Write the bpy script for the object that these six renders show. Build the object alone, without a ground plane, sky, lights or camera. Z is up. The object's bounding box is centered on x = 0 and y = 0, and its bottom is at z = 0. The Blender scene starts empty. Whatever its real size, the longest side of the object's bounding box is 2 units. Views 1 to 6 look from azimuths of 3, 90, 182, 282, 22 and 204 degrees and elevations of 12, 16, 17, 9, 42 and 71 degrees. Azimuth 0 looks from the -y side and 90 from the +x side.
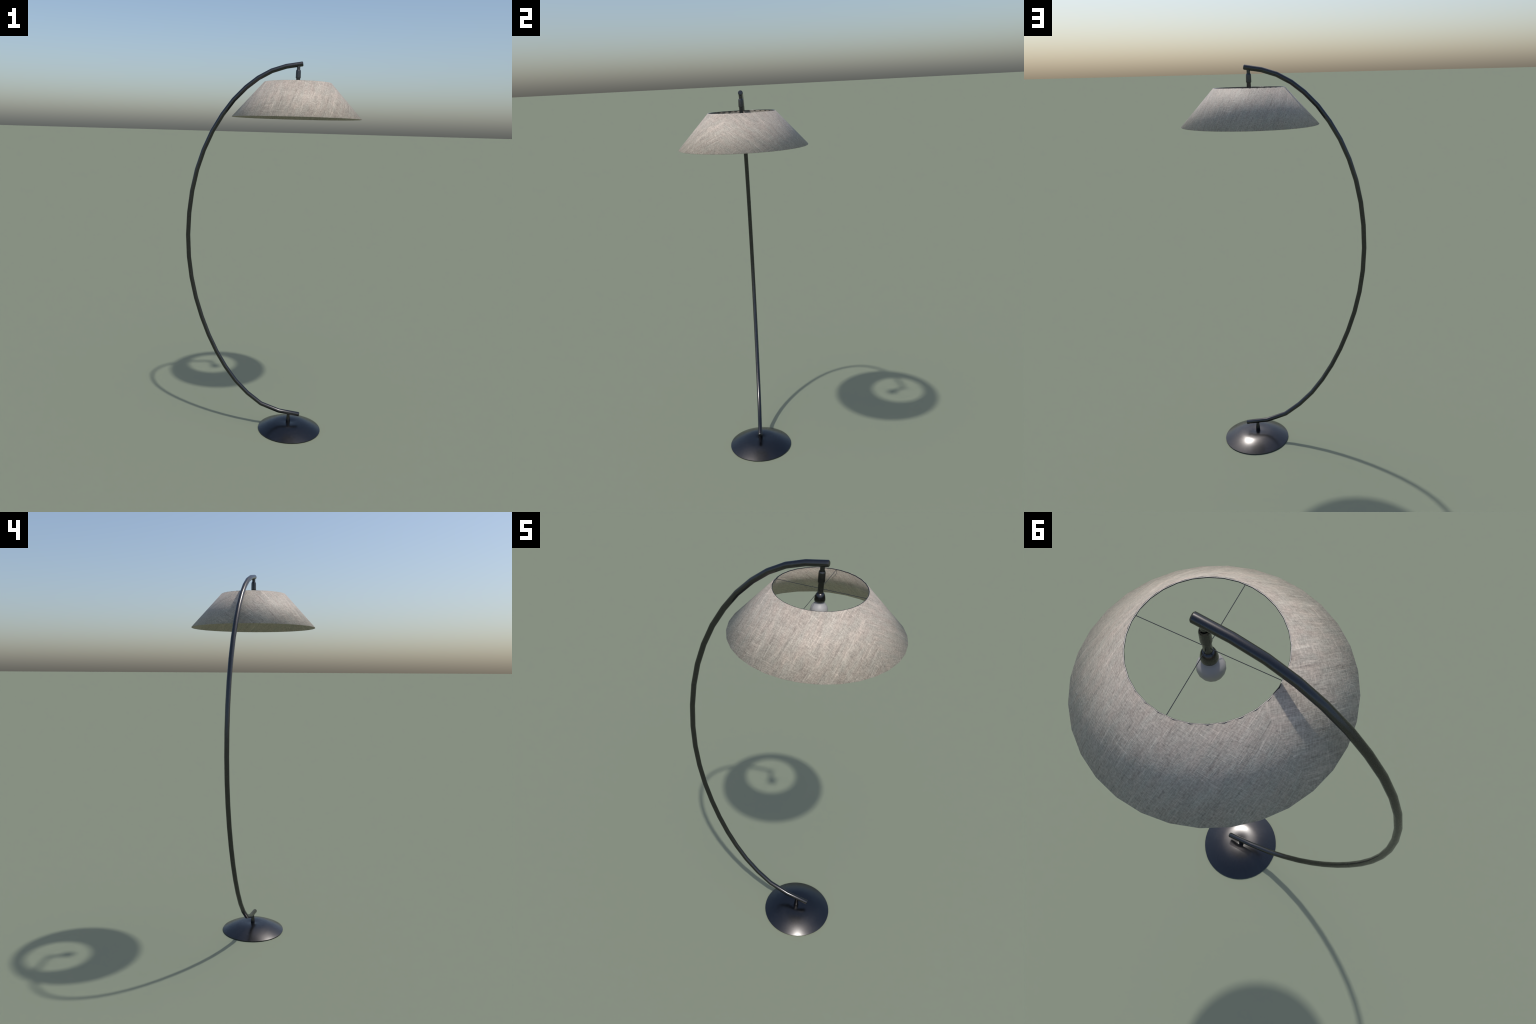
"""Arc floor lamp: domed foot, bowed tube, hanging stem with bulb, linen cone shade."""
import bpy, bmesh, math
from mathutils import Vector

# ------------------------------------------------------------------ sizes
BASE_X, BASE_R = 0.1438, 0.1750          # foot centre and radius
POST_X = 0.1375                          # short post between foot and tube
STEM_X, STEM_Y = 0.1190, -0.0008         # hanging stem axis
SHADE_X = 0.1180                         # shade axis
SHADE_ZT, SHADE_RT = 1.8946, 0.1714      # shade: upper rim
SHADE_ZB, SHADE_RB = 1.7200, 0.3330      # shade: lower rim
SHADE_SIDES = 32
RIM_Z = 1.8930                           # wire ring and spokes

# tube spine in the plane y = 0, from the foot end round to the lamp end
SPINE = [(0.1984, 0.0885), (0.0821, 0.1043), (-0.0193, 0.1420), (-0.0978, 0.2030),
         (-0.1665, 0.2740), (-0.2243, 0.3535), (-0.2745, 0.4385), (-0.3205, 0.5345),
         (-0.3605, 0.6380), (-0.3940, 0.7465), (-0.4187, 0.8590), (-0.4340, 0.9745),
         (-0.4390, 1.0940), (-0.4336, 1.2140), (-0.4185, 1.3310), (-0.3935, 1.4430),
         (-0.3586, 1.5470), (-0.3150, 1.6430), (-0.2630, 1.7290), (-0.2065, 1.8040),
         (-0.1440, 1.8670), (-0.0825, 1.9145), (-0.0150, 1.9510), (0.0570, 1.9740),
         (0.1417, 1.9879)]
TUBE_R_FOOT, TUBE_R_LAMP = 0.0117, 0.0121


# ------------------------------------------------------------------ helpers
def link(name, mesh, material, parent, smooth=True, angle=None):
    obj = bpy.data.objects.new(name, mesh)
    bpy.context.scene.collection.objects.link(obj)
    mesh.materials.append(material)
    for p in mesh.polygons:
        p.use_smooth = smooth
    if angle is not None:
        mesh.set_sharp_from_angle(angle=math.radians(angle))
    obj.parent = parent
    return obj


def mesh_from(bm, name):
    bmesh.ops.recalc_face_normals(bm, faces=bm.faces[:])
    me = bpy.data.meshes.new(name)
    bm.to_mesh(me)
    bm.free()
    return me


def lathe(name, profile, sides, closed=False, phase=0.0):
    """Revolve (radius, z) points about z; radius 0 becomes a pole."""
    bm = bmesh.new()
    rings = []
    for r, z in profile:
        if r < 1e-6:
            rings.append([bm.verts.new((0, 0, z))])
        else:
            rings.append([bm.verts.new((r * math.cos(phase + 2 * math.pi * i / sides),
                                        r * math.sin(phase + 2 * math.pi * i / sides), z))
                          for i in range(sides)])
    pairs = list(zip(rings, rings[1:]))
    if closed:
        pairs.append((rings[-1], rings[0]))
    for a, b in pairs:
        for i in range(sides):
            j = (i + 1) % sides
            if len(a) == 1 and len(b) == 1:
                continue
            if len(a) == 1:
                bm.faces.new((a[0], b[i], b[j]))
            elif len(b) == 1:
                bm.faces.new((a[i], a[j], b[0]))
            else:
                bm.faces.new((a[i], a[j], b[j], b[i]))
    return mesh_from(bm, name)


def sweep(name, path, radii, sides, binormal=Vector((0, 1, 0)), loop=False):
    """Mitred round tube along a planar path; ends are capped."""
    bm = bmesh.new()
    n = len(path)
    rings = []
    for k, p in enumerate(path):
        a = path[k] - path[k - 1] if (k > 0 or loop) else path[1] - path[0]
        b = path[(k + 1) % n] - path[k] if (k < n - 1 or loop) else path[-1] - path[-2]
        a, b = a.normalized(), b.normalized()
        t = (a + b).normalized()
        stretch = 1.0 / max(0.3, t.dot(a))
        nrm = binormal.cross(t).normalized()
        rings.append([bm.verts.new(p + radii[k] * (nrm * math.cos(2 * math.pi * i / sides) * stretch
                                                   + binormal * math.sin(2 * math.pi * i / sides)))
                      for i in range(sides)])
    pairs = list(zip(rings, rings[1:]))
    if loop:
        pairs.append((rings[-1], rings[0]))
    for a, b in pairs:
        for i in range(sides):
            j = (i + 1) % sides
            bm.faces.new((a[i], a[j], b[j], b[i]))
    if not loop:
        bm.faces.new(rings[0])
        bm.faces.new(rings[-1])
    return mesh_from(bm, name)


# ------------------------------------------------------------------ materials
class Nodes:
    def __init__(self, name):
        self.mat = bpy.data.materials.new(name)
        self.mat.use_nodes = True
        self.nt = self.mat.node_tree
        self.bsdf = self.nt.nodes["Principled BSDF"]

    def put(self, node, key, val):
        if hasattr(val, "is_output"):
            self.nt.links.new(val, node.inputs[key])
        else:
            node.inputs[key].default_value = val

    def math(self, op, a, b=0.0, c=0.0, clamp=False):
        n = self.nt.nodes.new("ShaderNodeMath")
        n.operation, n.use_clamp = op, clamp
        for i, v in enumerate((a, b, c)):
            self.put(n, i, v)
        return n.outputs[0]

    def vec(self, x, y, z=0.0):
        n = self.nt.nodes.new("ShaderNodeCombineXYZ")
        for i, v in enumerate((x, y, z)):
            self.put(n, i, v)
        return n.outputs[0]

    def noise(self, vector, scale=1.0, detail=2.0, rough=0.5):
        n = self.nt.nodes.new("ShaderNodeTexNoise")
        self.put(n, "Vector", vector)
        self.put(n, "Scale", scale)
        self.put(n, "Detail", detail)
        self.put(n, "Roughness", rough)
        return n.outputs["Fac"]

    def span(self, v, lo, hi, a=0.0, b=1.0):
        n = self.nt.nodes.new("ShaderNodeMapRange")
        n.clamp = True
        for i, x in enumerate((v, lo, hi, a, b)):
            self.put(n, i, x)
        return n.outputs[0]

    def mix(self, f, a, b, mode="MIX"):
        n = self.nt.nodes.new("ShaderNodeMix")
        n.data_type, n.blend_type = "RGBA", mode
        self.put(n, 0, f)
        self.put(n, 6, a)
        self.put(n, 7, b)
        return n.outputs[2]

    def bump(self, h, strength, dist):
        n = self.nt.nodes.new("ShaderNodeBump")
        self.put(n, "Height", h)
        self.put(n, "Strength", strength)
        self.put(n, "Distance", dist)
        self.nt.links.new(n.outputs[0], self.bsdf.inputs["Normal"])


def black_metal():
    m = Nodes("black_lacquered_metal")
    co = m.nt.nodes.new("ShaderNodeTexCoord").outputs["Object"]
    grain = m.noise(co, 900.0, 2.0)
    cloud = m.noise(co, 14.0, 3.0)
    col = m.mix(m.span(cloud, 0.3, 0.7), (0.078, 0.078, 0.080, 1), (0.086, 0.085, 0.086, 1))
    m.put(m.bsdf, "Base Color", col)
    m.put(m.bsdf, "Metallic", 1.0)
    m.put(m.bsdf, "Roughness", m.span(grain, 0.3, 0.7, m.span(cloud, 0.3, 0.7, 0.250, 0.262), m.span(cloud, 0.3, 0.7, 0.270, 0.288)))
    return m.mat


def bulb_glass():
    m = Nodes("frosted_bulb_glass")
    co = m.nt.nodes.new("ShaderNodeTexCoord").outputs["Object"]
    f = m.noise(co, 40.0, 2.0)
    m.put(m.bsdf, "Base Color", m.mix(f, (0.345, 0.345, 0.345, 1), (0.365, 0.365, 0.365, 1)))
    m.put(m.bsdf, "Roughness", 0.45)
    return m.mat


def linen():
    """Woven cloth cut flat as two half-cone panels: threads run straight in
    the unrolled panel, so they turn against the slope as they go round."""
    m = Nodes("grey_beige_linen")
    sep = m.nt.nodes.new("ShaderNodeSeparateXYZ")
    m.put(sep, 0, m.nt.nodes.new("ShaderNodeTexCoord").outputs["Object"])
    x, y = sep.outputs[0], sep.outputs[1]
    slant = math.hypot(SHADE_RB - SHADE_RT, SHADE_ZT - SHADE_ZB)
    k = (SHADE_RB - SHADE_RT) / slant                    # sine of the half angle
    seam_a, seam_b = math.radians(-22.5), math.radians(157.5)
    az = m.math("ARCTAN2", y, x)
    az = m.math("SUBTRACT", az, m.math("MULTIPLY", m.math("GREATER_THAN", az, seam_b), 2 * math.pi))
    second = m.math("LESS_THAN", az, seam_a)             # 1 on the second panel
    turn = m.math("ADD", math.radians(-44), m.math("MULTIPLY", second, math.radians(120)))
    beta = m.math("ADD", m.math("MULTIPLY", az, k), turn)
    rho = m.math("DIVIDE", m.math("SQRT", m.math("ADD", m.math("MULTIPLY", x, x), m.math("MULTIPLY", y, y))), k)
    s = m.math("MULTIPLY", rho, m.math("COSINE", beta))  # along the heavy threads
    t = m.math("MULTIPLY", rho, m.math("SINE", beta))    # across them
    z = m.math("MULTIPLY", second, 7.3)

    def threads(fs, ft, detail, off):
        return m.noise(m.vec(m.math("MULTIPLY", s, fs), m.math("MULTIPLY", t, ft),
                             m.math("ADD", z, off)), 1.0, detail)

    warp = threads(42.0, 280.0, 2.0, 1.0)    # heavy threads
    weft = threads(280.0, 55.0, 2.0, 2.0)    # cross threads
    speck = threads(200.0, 200.0, 2.0, 5.0)
    slub = threads(9.0, 150.0, 2.0, 3.0)      # long single threads
    cross = threads(160.0, 12.0, 2.0, 4.0)    # long single cross threads
    broad = threads(4.0, 45.0, 2.0, 9.0)      # wide bands of tone along the threads
    cband = threads(60.0, 6.0, 2.0, 10.0)     # fainter bands across
    patch = threads(22.0, 34.0, 3.0, 6.0)
    tint = threads(18.0, 50.0, 3.0, 8.0)

    def centred(f, w):
        return m.math("MULTIPLY", m.math("SUBTRACT", f, 0.5), w)

    def rows(c, period, wobble):
        return m.math("SINE", m.math("ADD", m.math("MULTIPLY", c, 2 * math.pi / period), centred(wobble, 9.0)))

    wobble = threads(24.0, 24.0, 2.0, 12.0)
    weave = m.math("ADD", m.math("MULTIPLY", rows(t, 0.0038, wobble), warp),
                   m.math("MULTIPLY", rows(s, 0.0038, wobble), weft))
    v = m.math("ADD", centred(warp, 0.64), centred(weft, 0.54))
    v = m.math("ADD", v, centred(speck, 0.80))
    v = m.math("ADD", v, m.math("MULTIPLY", weave, 0.06))
    tone = m.math("ADD", centred(broad, 0.36), centred(patch, 0.26))
    tone = m.math("ADD", tone, centred(cband, 0.14))
    bright = m.math("ADD", m.math("MULTIPLY", m.span(slub, 0.61, 0.67), 0.21),
                    m.math("MULTIPLY", m.span(cross, 0.63, 0.69), 0.20))
    dark = m.math("MULTIPLY", m.span(slub, 0.39, 0.32), 0.14)
    relief = m.math("SUBTRACT", m.math("ADD", v, bright), dark)
    gain = m.math("ADD", m.math("ADD", 0.985, relief), tone)
    gain = m.span(gain, 0.45, 1.6, 0.45, 1.6)
    hue = m.mix(m.span(tint, 0.34, 0.66), (0.411, 0.350, 0.294, 1), (0.392, 0.356, 0.301, 1))
    n = m.nt.nodes.new("ShaderNodeVectorMath")
    n.operation = "SCALE"
    m.nt.links.new(hue, n.inputs[0])
    m.put(n, "Scale", gain)
    m.nt.links.new(n.outputs[0], m.bsdf.inputs["Base Color"])
    m.put(m.bsdf, "Roughness", 0.6)
    m.put(m.bsdf, "Specular IOR Level", 0.4)
    m.bump(relief, 0.4, 0.0014)
    return m.mat


METAL, GLASS, LINEN = black_metal(), bulb_glass(), linen()

# ------------------------------------------------------------------ the lamp
lamp = bpy.data.objects.new("floor_lamp", None)
lamp.location = (BASE_X, 0, 0)
bpy.context.scene.collection.objects.link(lamp)
lamp["label"] = "black arc floor lamp with grey linen cone shade"
lamp["category"] = "floor lamp"


def place(obj, x, y, z):
    obj.location = (x - BASE_X, y, z)
    return obj


# foot: shallow dome whose slope grows outwards, upright lip, flat underside
slope = [(0.0, -5.0), (0.024, -5.0), (0.046, 1.5), (0.075, 8.3), (0.0975, 17.0), (0.140, 24.5), (0.175, 28.8)]


def slope_at(r):
    for (r0, a0), (r1, a1) in zip(slope, slope[1:]):
        if r <= r1:
            return math.radians(a0 + (a1 - a0) * (r - r0) / (r1 - r0))
    return math.radians(slope[-1][1])


LIP = 0.0022
rs = [BASE_R * i / 30 for i in range(31)]
zs = [LIP]
for i in range(len(rs) - 1, 0, -1):
    zs.append(zs[-1] + (rs[i] - rs[i - 1]) * math.tan(slope_at((rs[i] + rs[i - 1]) / 2)))
dome = list(zip(rs, reversed(zs)))
APEX = dome[3][1]
foot = link("base", lathe("base", dome + [(BASE_R, 0.0), (0.0, 0.0)], 48), METAL, lamp)
for e in foot.data.edges:                     # crisp lip
    if all(math.hypot(*foot.data.vertices[v].co.xy) > BASE_R - 1e-4 for v in e.vertices):
        e.use_edge_sharp = True
place(foot, BASE_X, 0, 0)

# post between foot and tube
post = lathe("post", [(0.0, 0.094), (0.0078, 0.094), (0.0080, 0.086), (0.0090, 0.074), (0.0108, 0.060),
                      (0.0116, APEX + 0.004), (0.0112, APEX - 0.004), (0.0, APEX - 0.004)], 20)
place(link("post", post, METAL, lamp, angle=50), POST_X, 0, 0)

# bowed tube with chamfered ends
pts = [Vector((x, 0, z)) for x, z in SPINE]
length = [0.0]
for a, b in zip(pts, pts[1:]):
    length.append(length[-1] + (b - a).length)
u = [l / length[-1] for l in length]
rad = [TUBE_R_FOOT + (TUBE_R_LAMP - TUBE_R_FOOT) * min(1, max(0, (w - 0.45) / 0.4)) for w in u]
c = 0.0030
d0, d1 = (pts[1] - pts[0]).normalized(), (pts[-1] - pts[-2]).normalized()
path = [pts[0], pts[0] + d0 * c] + pts[1:-1] + [pts[-1] - d1 * c, pts[-1]]
radii = [rad[0] * 0.78, rad[0]] + rad[1:-1] + [rad[-1], rad[-1] * 0.76]
place(link("arm", sweep("arm", path, radii, 14), METAL, lamp, angle=40), 0, 0, 0)

# hanging stem: rod, sleeve with recessed collar, neck
stem = link("stem", lathe("stem", [
    (0.0, 1.984), (0.0085, 1.984), (0.0085, 1.9500), (0.0097, 1.9500), (0.0097, 1.9580), (0.0104, 1.9582),
    (0.0122, 1.9530), (0.0125, 1.9500), (0.0130, 1.9190), (0.0126, 1.9180), (0.0105, 1.9176),
    (0.0102, 1.9120), (0.0104, 1.8740), (0.0, 1.8740)], 20), METAL, lamp, angle=12)
place(stem, STEM_X, STEM_Y, 0)

# lamp holder
holder = link("lamp_holder", lathe("lamp_holder", [
    (0.0, 1.8800), (0.0104, 1.8795), (0.0138, 1.8765), (0.0164, 1.8715), (0.0182, 1.8650), (0.0195, 1.8580),
    (0.0201, 1.8520), (0.0195, 1.8490), (0.0172, 1.8475), (0.0, 1.8470)], 24), METAL, lamp, angle=50)
place(holder, STEM_X, STEM_Y, 0)

# bulb: short neck into a globe
GR, GZ = 0.0328, 1.8115
bulb = [(0.0, 1.8500), (0.0152, 1.8500), (0.0158, 1.8440)]
for i in range(10):
    a = math.radians(52 - i * (142 / 9))
    bulb.append((GR * math.cos(a) if i < 9 else 0.0, GZ + GR * math.sin(a)))
place(link("light_bulb", lathe("light_bulb", bulb, 16), GLASS, lamp, angle=60), STEM_X, STEM_Y, 0)

# shade: 32-sided cone of cloth with real thickness
T = 0.0018
dr, dz = SHADE_RB - SHADE_RT, SHADE_ZT - SHADE_ZB
L = math.hypot(dr, dz)
ir, iz = -T * dz / L, -T * dr / L            # step inwards along the cloth normal
ROWS = 1                                     # one panel row: the rims soften the shading, as on the cloth
outer = [(SHADE_RT + dr * i / ROWS, SHADE_ZT - dz * i / ROWS) for i in range(ROWS + 1)]
inner = [(outer[1][0] + ir, outer[1][1] + iz), (outer[0][0] + ir * 1.2, outer[0][1])]
shade = link("shade", lathe("shade", outer + inner, SHADE_SIDES, closed=True), LINEN, lamp)
place(shade, SHADE_X, 0, 0)

# wire frame in the upper rim
RING_R = 0.1696
ring_path = [Vector((RING_R * math.cos(2 * math.pi * (i + 0.5) / 32), RING_R * math.sin(2 * math.pi * (i + 0.5) / 32), 0))
             for i in range(32)]
ring = link("rim_ring", sweep("rim_ring", ring_path, [0.0016] * 32, 8, Vector((0, 0, 1)), loop=True), METAL, lamp)
place(ring, SHADE_X - 0.0004, 0.0004, SHADE_ZT - 0.0012)   # a touch off centre: grazes the cloth on one side
spoke_mesh = sweep("spoke", [Vector((0.009, 0, 0)), Vector((0.1690, 0, 0))], [0.0009] * 2, 8)
spoke = None
for i in range(4):
    if spoke is None:
        spoke = link("spoke", spoke_mesh, METAL, lamp, angle=40)
        obj = spoke
    else:
        obj = spoke.copy()
        bpy.context.scene.collection.objects.link(obj)
    obj.rotation_euler = (0, 0, i * math.pi / 2)
    place(obj, SHADE_X + 0.0005, 0, RIM_Z)
